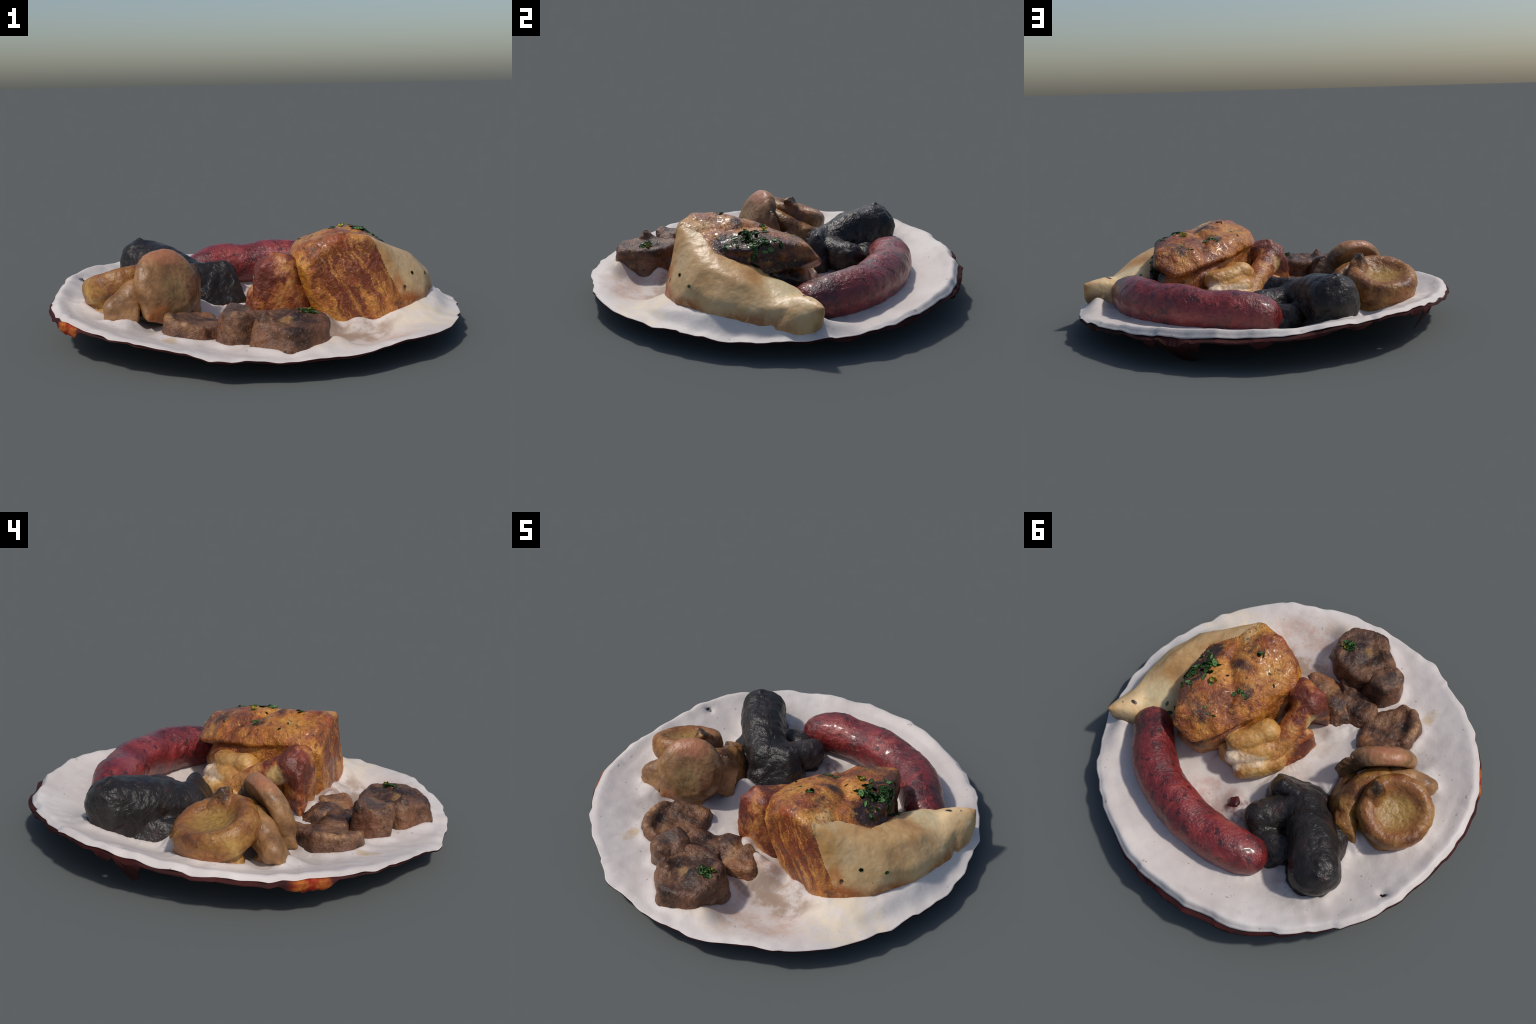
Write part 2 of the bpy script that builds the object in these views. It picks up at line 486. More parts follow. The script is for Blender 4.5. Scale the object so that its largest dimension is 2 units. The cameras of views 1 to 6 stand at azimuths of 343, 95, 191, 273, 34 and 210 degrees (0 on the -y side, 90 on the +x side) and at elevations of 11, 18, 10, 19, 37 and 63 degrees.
# ================================================================ RED SAUSAGE
def sausage_bulge(c, n):
    return 0.006 * math.sin(c[0] * 21 + 2) * max(n[2], 0)
red = thing("red_sausage", "curved dark red grilled sausage with charred flecks", "sausage", (0.3, 0.52, 0.07))
red_body = fuse("sausage_casing", [tube([(0.704, 0.202, 0.173), (0.645, 0.287, 0.178), (0.589, 0.368, 0.181), (0.473, 0.468, 0.183), (0.333, 0.544, 0.183), (0.182, 0.589, 0.180), (0.031, 0.610, 0.176), (-0.076, 0.605, 0.168), (-0.131, 0.590, 0.163)],
                [0.098, 0.109, 0.115, 0.115, 0.114, 0.113, 0.112, 0.108, 0.098], steps=10, seg=28)],
                voxel=0.009, smooth=4, inflate=0.002, relief=((0.006, 9, 2), (0.0022, 45, 2)), shape=sausage_bulge)
m_red = food_material("red_sausage_skin", [(0.0, srgb(62, 22, 24)), (0.4, srgb(108, 34, 35)), (0.7, srgb(132, 44, 44)), (1.0, srgb(150, 66, 60))], 6,
                      blobs=[((0.10, 0.62, 0.30), 0.035, 0.5, srgb(42, 22, 24), 0.95), ((0.56, 0.37, 0.29), 0.05, 0.6, srgb(58, 26, 27), 0.8), ((0.62, 0.28, 0.29), 0.035, 0.5, srgb(48, 25, 26), 0.8)],
                      rough=0.30, coat=0.25, bumps=((20, 0.6, 0.014), (80, 0.9, 0.006)), streaks=[((5, 5, 5), 2.2, 0.55, 0.68, srgb(160, 62, 50), 0.6), ((4, 4, 4), 3.1, 0.58, 0.68, srgb(66, 26, 28), 0.8)], specks=[(22, 0.60, 0.68, srgb(56, 24, 26), 0.8), (60, 0.67, 0.73, srgb(40, 20, 22), 0.7)])
child(give(red_body, m_red), red)

# ================================================================ BLACK SAUSAGE
black = thing("blood_sausage", "shiny black sausage with a short side lobe", "sausage", (-0.33, 0.4, 0.09))
black_main = fuse("sausage_casing", [
    tube([(-0.230, 0.230, 0.150), (-0.315, 0.330, 0.185), (-0.405, 0.447, 0.216), (-0.462, 0.545, 0.236)], [0.112, 0.117, 0.124, 0.122], seg=28),
    tube([(-0.21, 0.26, 0.150), (-0.12, 0.335, 0.155), (-0.05, 0.395, 0.155)], [0.088, 0.082, 0.080]),
    hull([(-0.18, 0.225, 0.272), (-0.085, 0.205, 0.275), (-0.07, 0.245, 0.235), (-0.13, 0.11, 0.14), (0.00, 0.10, 0.10), (-0.22, 0.16, 0.20), (-0.31, 0.2, 0.13), (0.02, 0.07, 0.07), (-0.30, 0.07, 0.07), (0.03, 0.19, 0.10), (-0.02, 0.28, 0.10), (-0.42, 0.22, 0.08)]),
    hull([(-0.42, 0.29, 0.17), (-0.485, 0.245, 0.165), (-0.42, 0.16, 0.15), (-0.33, 0.22, 0.17), (-0.52, 0.30, 0.1), (-0.36, 0.08, 0.1), (-0.5, 0.16, 0.1), (-0.47, 0.38, 0.2), (-0.54, 0.40, 0.1)]),
    tube([(-0.08, 0.415, 0.115), (-0.15, 0.455, 0.115), (-0.24, 0.475, 0.13)], [0.065, 0.070, 0.070]),
    tube([(-0.19, 0.50, 0.10), (-0.21, 0.55, 0.09)], [0.05, 0.04]),
    hull([(-0.47, 0.535, 0.378), (-0.42, 0.50, 0.33), (-0.50, 0.50, 0.33), (-0.52, 0.58, 0.31), (-0.44, 0.60, 0.33)]),
    hull([(-0.02, 0.44, 0.08), (0.02, 0.36, 0.08), (-0.15, 0.28, 0.08), (-0.18, 0.38, 0.08), (-0.08, 0.36, 0.2)]),
    hull([(-0.265, 0.45, 0.08), (-0.335, 0.62, 0.09), (-0.43, 0.67, 0.09), (-0.55, 0.62, 0.1), (-0.57, 0.49, 0.1), (-0.47, 0.30, 0.08), (-0.39, 0.40, 0.25), (-0.46, 0.54, 0.28)]),
], voxel=0.008, smooth=7, inflate=0.004, relief=((0.014, 7, 3), (0.003, 30, 3)))
m_black = food_material("black_sausage_skin", [(0.0, srgb(24, 20, 19)), (0.5, srgb(38, 34, 33)), (0.8, srgb(52, 46, 44)), (1.0, srgb(70, 60, 56))], 5,
                        rough=0.32, spec=0.32, bumps=((11, 0.7, 0.025), (60, 0.7, 0.006)), specks=[(18, 0.62, 0.72, srgb(66, 44, 42), 0.6)])
child(give(black_main, m_black), black)

crumb_spots = [(-0.185, 0.535, 0.024, 0.040, 0.6), (0.115, 0.350, 0.034, 0.040, 0.3)]
m_crumb = food_material("dark_crumb", [(0.0, srgb(44, 18, 18)), (0.5, srgb(74, 28, 28)), (1.0, srgb(96, 44, 40))], 14, rough=0.3, bumps=((50, 0.5, 0.006),))
for k, (cx, cy, rx, ry, turn) in enumerate(crumb_spots):
    bm = bmesh.new(); bmesh.ops.create_icosphere(bm, subdivisions=2, radius=1.0)
    z0 = float(plate_z(np.array(cx), np.array(cy))) + 0.018
    for v in bm.verts:
        d = 1 + 0.3 * noise.noise(v.co * 1.7 + Vector((k * 5.0, 0, 0)))
        q = Matrix.Rotation(turn, 3, "Z") @ Vector((v.co.x * rx * d, v.co.y * ry * d, v.co.z * 0.026 * d))
        v.co = q + Vector((cx, cy, z0))
    child(give(fuse("crumb", [bm], voxel=0.005, smooth=2, inflate=0.0, relief=((0.003, 30, 2),)), m_crumb), black)

# ================================================================ ROAST CHICKEN
chicken = thing("roast_chicken_thigh", "golden roast chicken thigh with crisp browned skin", "chicken", (0.35, -0.15, 0.07))
BROWN, DARK, GOLD, PALE, RUST = srgb(120, 58, 26), srgb(52, 28, 22), srgb(196, 128, 52), srgb(216, 178, 118), srgb(150, 66, 24)
thigh_marks = grooves([
    ([(0.47, -0.31, 0.48), (0.452, -0.17, 0.462), (0.39, -0.10, 0.455), (0.33, -0.03, 0.45), (0.32, 0.07, 0.40)], 0.022, 0.030),
    ([(0.30, -0.30, 0.49), (0.37, -0.21, 0.475)], -0.010, 0.04),
    ([(0.14, -0.37, 0.34), (0.25, -0.26, 0.42)], 0.012, 0.03),
    ([(0.57, 0.10, 0.45), (0.50, 0.02, 0.45), (0.52, -0.12, 0.45)], -0.010, 0.03),
])
thigh_solids = lambda: [
    hull([(0.275, -0.42, 0.476), (0.31, -0.37, 0.486), (0.42, -0.448, 0.462), (0.46, -0.35, 0.455), (0.31, -0.24, 0.480), (0.245, -0.41, 0.455), (0.150, -0.31, 0.43),
          (0.295, -0.06, 0.437), (0.45, -0.03, 0.433), (0.585, 0.05, 0.430), (0.54, 0.19, 0.400), (0.535, 0.24, 0.34), (0.60, -0.25, 0.385), (0.62, -0.1, 0.40), (0.62, 0.02, 0.28),
          (0.42, 0.25, 0.28), (0.30, 0.15, 0.32), (0.185, -0.03, 0.34), (0.11, -0.25, 0.37), (0.13, -0.375, 0.34), (0.35, 0.13, 0.385), (0.185, -0.13, 0.415)]),
    hull([(0.28, -0.43, 0.47), (0.42, -0.455, 0.458), (0.51, -0.51, 0.10), (0.555, -0.485, 0.18), (0.235, -0.40, 0.10), (0.34, -0.435, 0.10), (0.125, -0.38, 0.335), (0.11, -0.25, 0.36), (0.17, -0.1, 0.1), (0.30, 0.14, 0.27), (0.43, 0.215, 0.18), (0.55, 0.21, 0.20),
          (0.42, 0.19, 0.07), (0.58, 0.16, 0.06), (0.62, -0.3, 0.06), (0.58, -0.2, 0.38), (0.4, 0.1, 0.33)])]
joint_solids = lambda: [
    hull([(0.015, -0.258, 0.395), (-0.055, -0.305, 0.345), (-0.085, -0.275, 0.27), (0.075, -0.355, 0.26), (0.09, -0.32, 0.36), (-0.035, -0.215, 0.32), (0.07, -0.2, 0.35),
          (-0.095, -0.295, 0.09), (0.16, -0.355, 0.10), (0.09, -0.36, 0.18), (0.12, -0.22, 0.1), (0.2, -0.25, 0.34)]),
    tube([(0.0, -0.235, 0.30), (0.035, -0.13, 0.25), (0.05, -0.03, 0.195), (0.075, 0.06, 0.15)], [0.07, 0.058, 0.05, 0.042]),
    hull([(-0.055, -0.15, 0.20), (-0.03, -0.05, 0.165), (0.06, 0.08, 0.1), (-0.09, -0.16, 0.09), (-0.06, -0.04, 0.09), (0.15, -0.15, 0.09), (0.0, 0.05, 0.09), (0.02, 0.03, 0.14), (0.15, 0.05, 0.15), (0.1, -0.1, 0.24)])]
meat_solids = lambda: [
    tube([(0.250, 0.115, 0.232), (0.18, 0.045, 0.234), (0.12, -0.03, 0.25)], [0.052, 0.056, 0.055]),
    tube([(0.24, 0.165, 0.165), (0.17, 0.115, 0.170), (0.09, 0.05, 0.19)], [0.045, 0.055, 0.045]),
    tube([(0.18, 0.185, 0.115), (0.10, 0.13, 0.12), (0.03, 0.05, 0.12)], [0.048, 0.055, 0.045]),
    hull([(0.33, 0.17, 0.08), (0.2, 0.20, 0.07), (0.04, 0.10, 0.07), (0.02, -0.02, 0.08), (0.2, -0.1, 0.1), (0.35, 0.12, 0.20), (0.2, 0.0, 0.23)])]
potato_solids = lambda: [
    hull([(0.43, -0.455, 0.456), (0.50, -0.36, 0.432), (0.56, -0.30, 0.405), (0.62, -0.26, 0.378), (0.70, -0.29, 0.340), (0.76, -0.18, 0.320), (0.752, -0.350, 0.258), (0.66, -0.405, 0.268), (0.595, -0.468, 0.22), (0.50, -0.470, 0.33), (0.57, -0.49, 0.17),
          (0.73, 0.07, 0.265), (0.80, 0.0, 0.272), (0.855, -0.20, 0.22), (0.89, -0.04, 0.2), (0.88, 0.12, 0.215), (0.52, -0.52, 0.11), (0.695, -0.41, 0.11), (0.85, -0.24, 0.11), (0.93, 0.0, 0.11), (0.62, 0.12, 0.20), (0.74, 0.20, 0.23), (0.84, 0.2, 0.06), (0.6, 0.12, 0.06), (0.715, -0.43, 0.16), (0.85, -0.245, 0.155), (0.92, 0.0, 0.14)]),
    hull([(0.930, 0.288, 0.243), (0.87, 0.25, 0.252), (0.83, 0.18, 0.255), (0.90, 0.13, 0.2), (0.77, 0.225, 0.22), (0.82, 0.10, 0.24), (0.85, 0.27, 0.08), (0.945, 0.20, 0.10), (0.93, 0.27, 0.14), (0.72, 0.22, 0.1), (0.65, 0.17, 0.18), (0.7, 0.0, 0.1), (0.93, 0.05, 0.1)])]

def tree_of_solids(solids):
    t = []
    for b in solids:
        t.append(BVHTree.FromBMesh(b)); b.free()
    return t
TREES = [tree_of_solids(f()) for f in (thigh_solids, joint_solids, meat_solids, potato_solids)]
def near(tree_list, p):
    return min((t.find_nearest(p)[3] or 9) for t in tree_list)
def is_potato(p):
    w = 0.010 * noise.noise(Vector(p) * 14) + 0.003 * noise.noise(Vector(p) * 40)
    y = p[1] + w
    if y < -0.42:
        edge = 0.417 + 0.48 * (0.485 - p[2]) if p[2] > 0.17 else 0.568 - 0.4 * (0.17 - p[2])
    else:
        edge = float(np.interp(y, (-0.42, -0.33, -0.29, -0.25, -0.10, 0.02, 0.10, 0.16, 0.26), (0.45, 0.495, 0.555, 0.615, 0.640, 0.640, 0.61, 0.575, 0.56)))
    return p[0] + w > edge and not (p[1] > 0.08 and p[2] > 0.30)

def chicken_part(p):
    """0 thigh, 1 leg joint, 2 meat, 3 potato"""
    if is_potato(p):
        return 3
    if p[0] > 0.36 or (p[1] < -0.38 and p[0] > 0.17):
        return 0
    d = [near(TREES[k], p) for k in range(3)]
    return d.index(min(d))
marks = [thigh_marks, grooves([([(0.60, 0.05, 0.3), (0.70, -0.03, 0.29), (0.83, 0.04, 0.25)], 0.012, 0.05)])]
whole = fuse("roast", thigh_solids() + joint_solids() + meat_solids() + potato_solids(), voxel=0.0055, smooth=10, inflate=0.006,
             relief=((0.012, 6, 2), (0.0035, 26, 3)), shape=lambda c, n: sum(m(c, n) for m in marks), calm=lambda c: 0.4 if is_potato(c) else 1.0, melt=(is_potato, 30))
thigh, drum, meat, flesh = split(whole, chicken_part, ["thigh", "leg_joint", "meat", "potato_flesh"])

m_skin = food_material("crisp_chicken_skin", [(0.0, srgb(92, 46, 24)), (0.25, srgb(144, 78, 32)), (0.48, srgb(182, 110, 42)), (0.75, srgb(204, 142, 60)), (1.0, srgb(216, 168, 96))], 4.5,
    blobs=[((0.22, -0.24, 0.42), (0.12, 0.16, 0.14), 0.8, srgb(208, 150, 62), 0.7),
           ((0.37, -0.34, 0.50), (0.13, 0.10, 0.06), 0.6, srgb(136, 64, 30), 0.9),
           ((0.27, -0.43, 0.46), (0.08, 0.06, 0.08), 0.7, srgb(160, 68, 24), 0.9),
           ((0.36, -0.47, 0.30), (0.10, 0.08, 0.20), 0.7, srgb(132, 54, 24), 0.8),
           ((0.29, -0.06, 0.45), (0.075, 0.06, 0.06), 0.6, srgb(46, 28, 24), 1.0),
           ((0.37, -0.17, 0.47), (0.10, 0.05, 0.06), 0.7, srgb(70, 38, 26), 1.0),
           ((0.44, 0.13, 0.39), (0.09, 0.08, 0.07), 0.6, srgb(80, 44, 30), 1.0),
           ((0.36, 0.03, 0.43), (0.10, 0.05, 0.05), 0.6, srgb(112, 56, 32), 0.8),
           ((0.47, 0.00, 0.45), (0.08, 0.07, 0.06), 0.6, srgb(150, 76, 44), 0.8), ((0.52, 0.10, 0.43), (0.08, 0.08, 0.06), 0.6, srgb(78, 44, 30), 0.9), ((0.40, -0.27, 0.49), (0.07, 0.05, 0.05), 0.6, srgb(92, 46, 28), 0.9), ((0.25, -0.15, 0.45), (0.06, 0.08, 0.05), 0.7, srgb(140, 70, 34), 0.7),
           ((0.585, -0.10, 0.42), (0.095, 0.21, 0.12), 0.25, srgb(54, 32, 27), 1.15),
           ((0.60, 0.10, 0.26), (0.13, 0.20, 0.14), 0.4, srgb(42, 27, 22), 1.0), ((0.44, 0.26, 0.17), (0.20, 0.10, 0.08), 0.5, srgb(74, 42, 28), 0.9),  # second patch: shade beneath the thigh overhang, painted into the skin as dark brown
           ((0.45, -0.37, 0.475), (0.04, 0.10, 0.06), 0.5, srgb(214, 166, 110), 0.9),
           ], streaks=[((8, 15, 6), 2.5, 0.54, 0.68, srgb(92, 46, 28), 0.8), ((10, 7, 9), 2.6, 0.56, 0.70, srgb(146, 66, 34), 0.75), ((6, 6, 6), 3.2, 0.58, 0.70, srgb(212, 158, 84), 0.7),
                    ((15, 5, 1.6), 1.6, 0.44, 0.58, srgb(112, 44, 22), 0.9, 0.46, (0.33, -0.48, 0.27), (0.26, 0.16, 0.30)), ((22, 8, 2.2), 2.0, 0.52, 0.64, srgb(206, 138, 62), 0.75, 0.46, (0.33, -0.48, 0.27), (0.26, 0.16, 0.30))],
    warp=0.05, rough=0.33, coat=0.15, bumps=((22, 0.6, 0.018), (80, 1.0, 0.007)), specks=[(40, 0.66, 0.74, srgb(50, 30, 24), 0.7)], grain=(45, 0.14))
m_joint = food_material("leg_joint_skin", [(0.3, srgb(100, 44, 28)), (0.5, srgb(158, 88, 44)), (0.9, srgb(198, 140, 76))], 8,
    blobs=[((-0.02, -0.30, 0.37), (0.09, 0.08, 0.09), 0.7, srgb(122, 48, 36), 0.85), ((0.05, 0.0, 0.18), (0.12, 0.12, 0.1), 0.5, srgb(198, 140, 74), 0.8),
           ((-0.05, -0.16, 0.26), (0.05, 0.06, 0.07), 0.5, srgb(186, 160, 104), 0.8)], rough=0.4, bumps=((24, 0.5, 0.02), (80, 0.5, 0.006)), grain=(60, 0.2))
m_meat = food_material("chicken_meat", [(0.0, srgb(140, 86, 40)), (0.5, srgb(190, 138, 72)), (1.0, srgb(214, 176, 116))], 7,
    blobs=[((0.24, 0.19, 0.18), (0.10, 0.08, 0.07), 0.4, srgb(226, 206, 180), 0.95), ((0.15, 0.13, 0.19), (0.10, 0.09, 0.035), 0.4, srgb(224, 196, 164), 0.9),
           ((0.05, 0.06, 0.13), (0.10, 0.10, 0.05), 0.5, srgb(140, 86, 38), 0.8)], rough=0.42, bumps=((20, 0.4, 0.015), (70, 0.4, 0.005)), grain=(50, 0.15))
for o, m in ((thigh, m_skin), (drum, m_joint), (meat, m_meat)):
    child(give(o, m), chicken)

# ================================================================ PALE POTATO
potato = thing("baked_potato", "pale yellow baked potato half with pointed end", "potato", (0.75, -0.1, 0.05))
m_potato = food_material("potato_skin", [(0.0, srgb(184, 134, 80)), (0.45, srgb(208, 166, 112)), (1.0, srgb(224, 192, 144))], 4,
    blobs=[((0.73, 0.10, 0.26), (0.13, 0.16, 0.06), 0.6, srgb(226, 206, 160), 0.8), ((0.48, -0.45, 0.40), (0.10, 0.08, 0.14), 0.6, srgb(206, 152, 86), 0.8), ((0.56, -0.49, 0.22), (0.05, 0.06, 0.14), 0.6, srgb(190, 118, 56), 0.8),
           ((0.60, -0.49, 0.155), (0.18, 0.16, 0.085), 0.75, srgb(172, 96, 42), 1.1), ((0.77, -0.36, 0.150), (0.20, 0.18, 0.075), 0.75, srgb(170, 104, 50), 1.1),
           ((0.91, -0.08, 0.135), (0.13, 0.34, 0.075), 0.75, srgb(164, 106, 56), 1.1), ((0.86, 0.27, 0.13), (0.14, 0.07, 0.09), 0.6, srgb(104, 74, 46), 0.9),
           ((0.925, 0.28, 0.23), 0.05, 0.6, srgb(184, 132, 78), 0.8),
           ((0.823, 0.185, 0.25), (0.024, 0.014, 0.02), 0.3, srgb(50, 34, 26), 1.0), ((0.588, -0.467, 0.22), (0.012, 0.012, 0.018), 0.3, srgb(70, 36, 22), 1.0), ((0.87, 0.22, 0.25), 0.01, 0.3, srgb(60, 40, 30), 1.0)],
    warp=0.015, rough=0.42, bumps=((8, 0.25, 0.02), (60, 0.25, 0.004)), specks=[(30, 0.72, 0.78, srgb(120, 84, 50), 0.5)])
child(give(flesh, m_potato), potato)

# ================================================================ GOLDEN MUSHROOMS
def cap_profile(R, h, dish, lip):
    """upturned cap: rounded rim, hollow middle, domed underside"""
    return [(0, h - dish), (R * 0.30, h - dish * 0.95), (R * 0.52, h - dish * 0.62), (R * 0.68, h - dish * 0.15), (R * 0.80, h), (R * 0.90, h - lip * 0.12), (R * 0.975, h - lip * 0.45),
            (R, h - lip), (R * 0.97, h - lip * 1.6), (R * 0.86, -h * 0.45), (R * 0.62, -h * 0.85), (R * 0.3, -h), (0, -h)]
m_gold = food_material("golden_mushroom_skin", [(0.0, srgb(72, 40, 22)), (0.3, srgb(118, 72, 34)), (0.6, srgb(150, 104, 50)), (1.0, srgb(180, 140, 76))], 7,
    blobs=[((-0.64, 0.05, 0.28), (0.22, 0.22, 0.12), 0.3, srgb(138, 84, 42), 0.75), ((-0.64, 0.06, 0.26), (0.13, 0.14, 0.08), 0.6, srgb(158, 126, 64), 0.9), ((-0.53, 0.04, 0.36), (0.06, 0.06, 0.08), 0.5, srgb(48, 30, 22), 0.9), ((-0.60, -0.08, 0.38), (0.12, 0.07, 0.05), 0.6, srgb(120, 58, 30), 0.8),
           ((-0.76, 0.12, 0.15), (0.14, 0.2, 0.09), 0.6, srgb(168, 104, 58), 0.6)], rough=0.38, bumps=((18, 0.4, 0.02), (70, 0.5, 0.006)), grain=(55, 0.2), specks=[(40, 0.66, 0.73, srgb(80, 44, 24), 0.6)])
m_tan = food_material("tan_mushroom_skin", [(0.0, srgb(106, 70, 40)), (0.5, srgb(148, 108, 68)), (1.0, srgb(182, 138, 98))], 5,
    blobs=[((-0.46, -0.14, 0.40), (0.20, 0.12, 0.05), 0.6, srgb(176, 112, 80), 0.8), ((-0.33, -0.15, 0.2), (0.10, 0.12, 0.14), 0.5, srgb(104, 62, 32), 0.85), ((-0.52, -0.30, 0.14), (0.08, 0.07, 0.07), 0.5, srgb(176, 104, 56), 0.8),
           ((-0.44, -0.24, 0.26), (0.08, 0.08, 0.09), 0.5, srgb(128, 104, 60), 0.7), ((-0.36, 0.0, 0.30), (0.15, 0.10, 0.12), 0.5, srgb(60, 34, 22), 0.8)],
    rough=0.42, bumps=((14, 0.35, 0.02), (60, 0.3, 0.005)), grain=(45, 0.12))

gold = thing("roasted_mushroom", "golden roasted mushroom cap, hollow side up", "mushroom", (-0.64, 0.06, 0.1))
gold_cap = fuse("mushroom_cap", [revolve(cap_profile(0.187, 0.085, 0.042, 0.07), (-0.640, 0.048, 0.210), (-0.16, 0.30, 1.0), squash=(1.0, 1.0)),
                              hull([(-0.55, 0.05, 0.375), (-0.50, 0.0, 0.36), (-0.48, 0.08, 0.32), (-0.56, 0.1, 0.28), (-0.57, 0.0, 0.29)]),
                              hull([(-0.50, 0.18, 0.1), (-0.66, 0.24, 0.11), (-0.75, 0.19, 0.11), (-0.83, 0.04, 0.11), (-0.77, -0.08, 0.11), (-0.5, -0.05, 0.11), (-0.66, 0.22, 0.15), (-0.80, 0.06, 0.18), (-0.5, 0.15, 0.15), (-0.72, -0.05, 0.17)])],
                voxel=0.007, smooth=4, inflate=0.004, relief=((0.008, 8, 2), (0.003, 40, 3)))
child(give(gold_cap, m_gold), gold)

tan = thing("roasted_mushroom", "tan roasted mushroom cap leaning upright with its stem", "mushroom", (-0.48, -0.2, 0.11))
tan_cap = fuse("mushroom_cap", [revolve([(0, 0.055), (0.08, 0.052), (0.13, 0.040), (0.165, 0.012), (0.17, -0.018), (0.155, -0.045), (0.10, -0.04), (0, -0.03)], (-0.463, -0.167, 0.262), (0.42, -0.85, 0.42), squash=(1.0, 1.0)),
                              hull([(-0.300, -0.060, 0.270), (-0.285, -0.050, 0.100), (-0.308, -0.042, 0.330), (-0.268, -0.002, 0.240), (-0.308, -0.082, 0.170), (-0.408, -0.162, 0.140), (-0.428, -0.102, 0.360), (-0.348, -0.022, 0.200)]),
                              hull([(-0.608, -0.202, 0.300), (-0.585, -0.292, 0.130), (-0.375, -0.200, 0.110), (-0.458, -0.182, 0.350), (-0.588, -0.182, 0.120), (-0.408, -0.102, 0.120)])],
               voxel=0.007, smooth=5, inflate=0.004, relief=((0.006, 8, 2), (0.002, 40, 2)))
tan_stem = fuse("mushroom_stem", [tube([(-0.56, -0.10, 0.24), (-0.65, -0.15, 0.20), (-0.72, -0.185, 0.165)], [0.07, 0.062, 0.05]), hull([(-0.77, -0.215, 0.14), (-0.73, -0.24, 0.13), (-0.70, -0.13, 0.13), (-0.66, -0.22, 0.2), (-0.74, -0.16, 0.19), (-0.62, -0.25, 0.12), (-0.6, -0.1, 0.1), (-0.6, -0.2, 0.22)])],
                voxel=0.007, smooth=4, inflate=0.004, relief=((0.007, 12, 3),))
curl = fuse("mushroom_rim", [tube([(-0.44, 0.13, 0.17), (-0.42, 0.06, 0.21), (-0.45, -0.02, 0.25), (-0.52, -0.08, 0.26)], [0.045, 0.055, 0.05, 0.05]),
                             hull([(-0.36, -0.08, 0.19), (-0.33, 0.0, 0.20), (-0.47, 0.20, 0.21), (-0.53, 0.25, 0.17), (-0.41, 0.24, 0.19), (-0.29, -0.06, 0.10), (-0.29, 0.07, 0.10), (-0.39, 0.26, 0.1), (-0.55, 0.28, 0.1)]),
                             hull([(-0.40, 0.20, 0.1), (-0.31, 0.06, 0.10), (-0.36, 0.03, 0.21), (-0.45, 0.1, 0.25), (-0.43, 0.2, 0.20), (-0.38, 0.14, 0.22), (-0.5, 0.0, 0.1), (-0.4, -0.05, 0.1), (-0.5, 0.22, 0.1)])], voxel=0.007, smooth=4, relief=((0.006, 12, 3),))
child(give(tan_cap, m_tan), tan); child(give(tan_stem, m_tan), tan); child(give(curl, m_gold), tan)

# ================================================================ DARK MUSHROOMS
m_dark = food_material("dark_mushroom_skin", [(0.0, srgb(36, 25, 20)), (0.3, srgb(78, 53, 40)), (0.55, srgb(110, 76, 56)), (0.8, srgb(130, 94, 66)), (1.0, srgb(160, 120, 82))], 7,
    blobs=[((-0.31, -0.60, 0.15), (0.14, 0.10, 0.07), 0.5, srgb(124, 78, 56), 0.8), ((-0.27, -0.62, 0.23), (0.06, 0.06, 0.03), 0.5, srgb(66, 58, 55), 0.8), ((0.02, -0.86, 0.14), (0.16, 0.06, 0.08), 0.5, srgb(122, 80, 58), 0.85),
           ((-0.05, -0.66, 0.20), (0.10, 0.08, 0.05), 0.6, srgb(48, 36, 31), 0.8), ((-0.14, -0.72, 0.21), (0.05, 0.06, 0.04), 0.6, srgb(40, 30, 26), 0.9), ((-0.24, -0.80, 0.13), (0.08, 0.09, 0.09), 0.5, srgb(124, 80, 54), 0.7), ((-0.08, -0.41, 0.14), (0.07, 0.06, 0.05), 0.6, srgb(62, 50, 48), 0.8), ((-0.38, -0.40, 0.16), (0.10, 0.10, 0.05), 0.6, srgb(78, 62, 50), 0.7), ((-0.09, -0.75, 0.20), (0.05, 0.05, 0.04), 0.6, srgb(160, 122, 64), 0.7),
           ((-0.45, -0.44, 0.16), (0.05, 0.06, 0.05), 0.5, srgb(26, 22, 22), 0.95), ((-0.54, -0.44, 0.12), (0.05, 0.12, 0.08), 0.5, srgb(98, 66, 48), 0.8), ((-0.30, -0.27, 0.15), (0.08, 0.05, 0.05), 0.5, srgb(140, 92, 54), 0.6),
           ((0.08, -0.53, 0.10), (0.13, 0.08, 0.08), 0.5, srgb(140, 88, 56), 0.8)],
    rough=0.36, spec=0.35, bumps=((24, 0.6, 0.02), (90, 0.7, 0.006)), grain=(50, 0.2), specks=[(40, 0.64, 0.71, srgb(34, 25, 22), 0.6), (55, 0.66, 0.72, srgb(170, 132, 86), 0.5)])

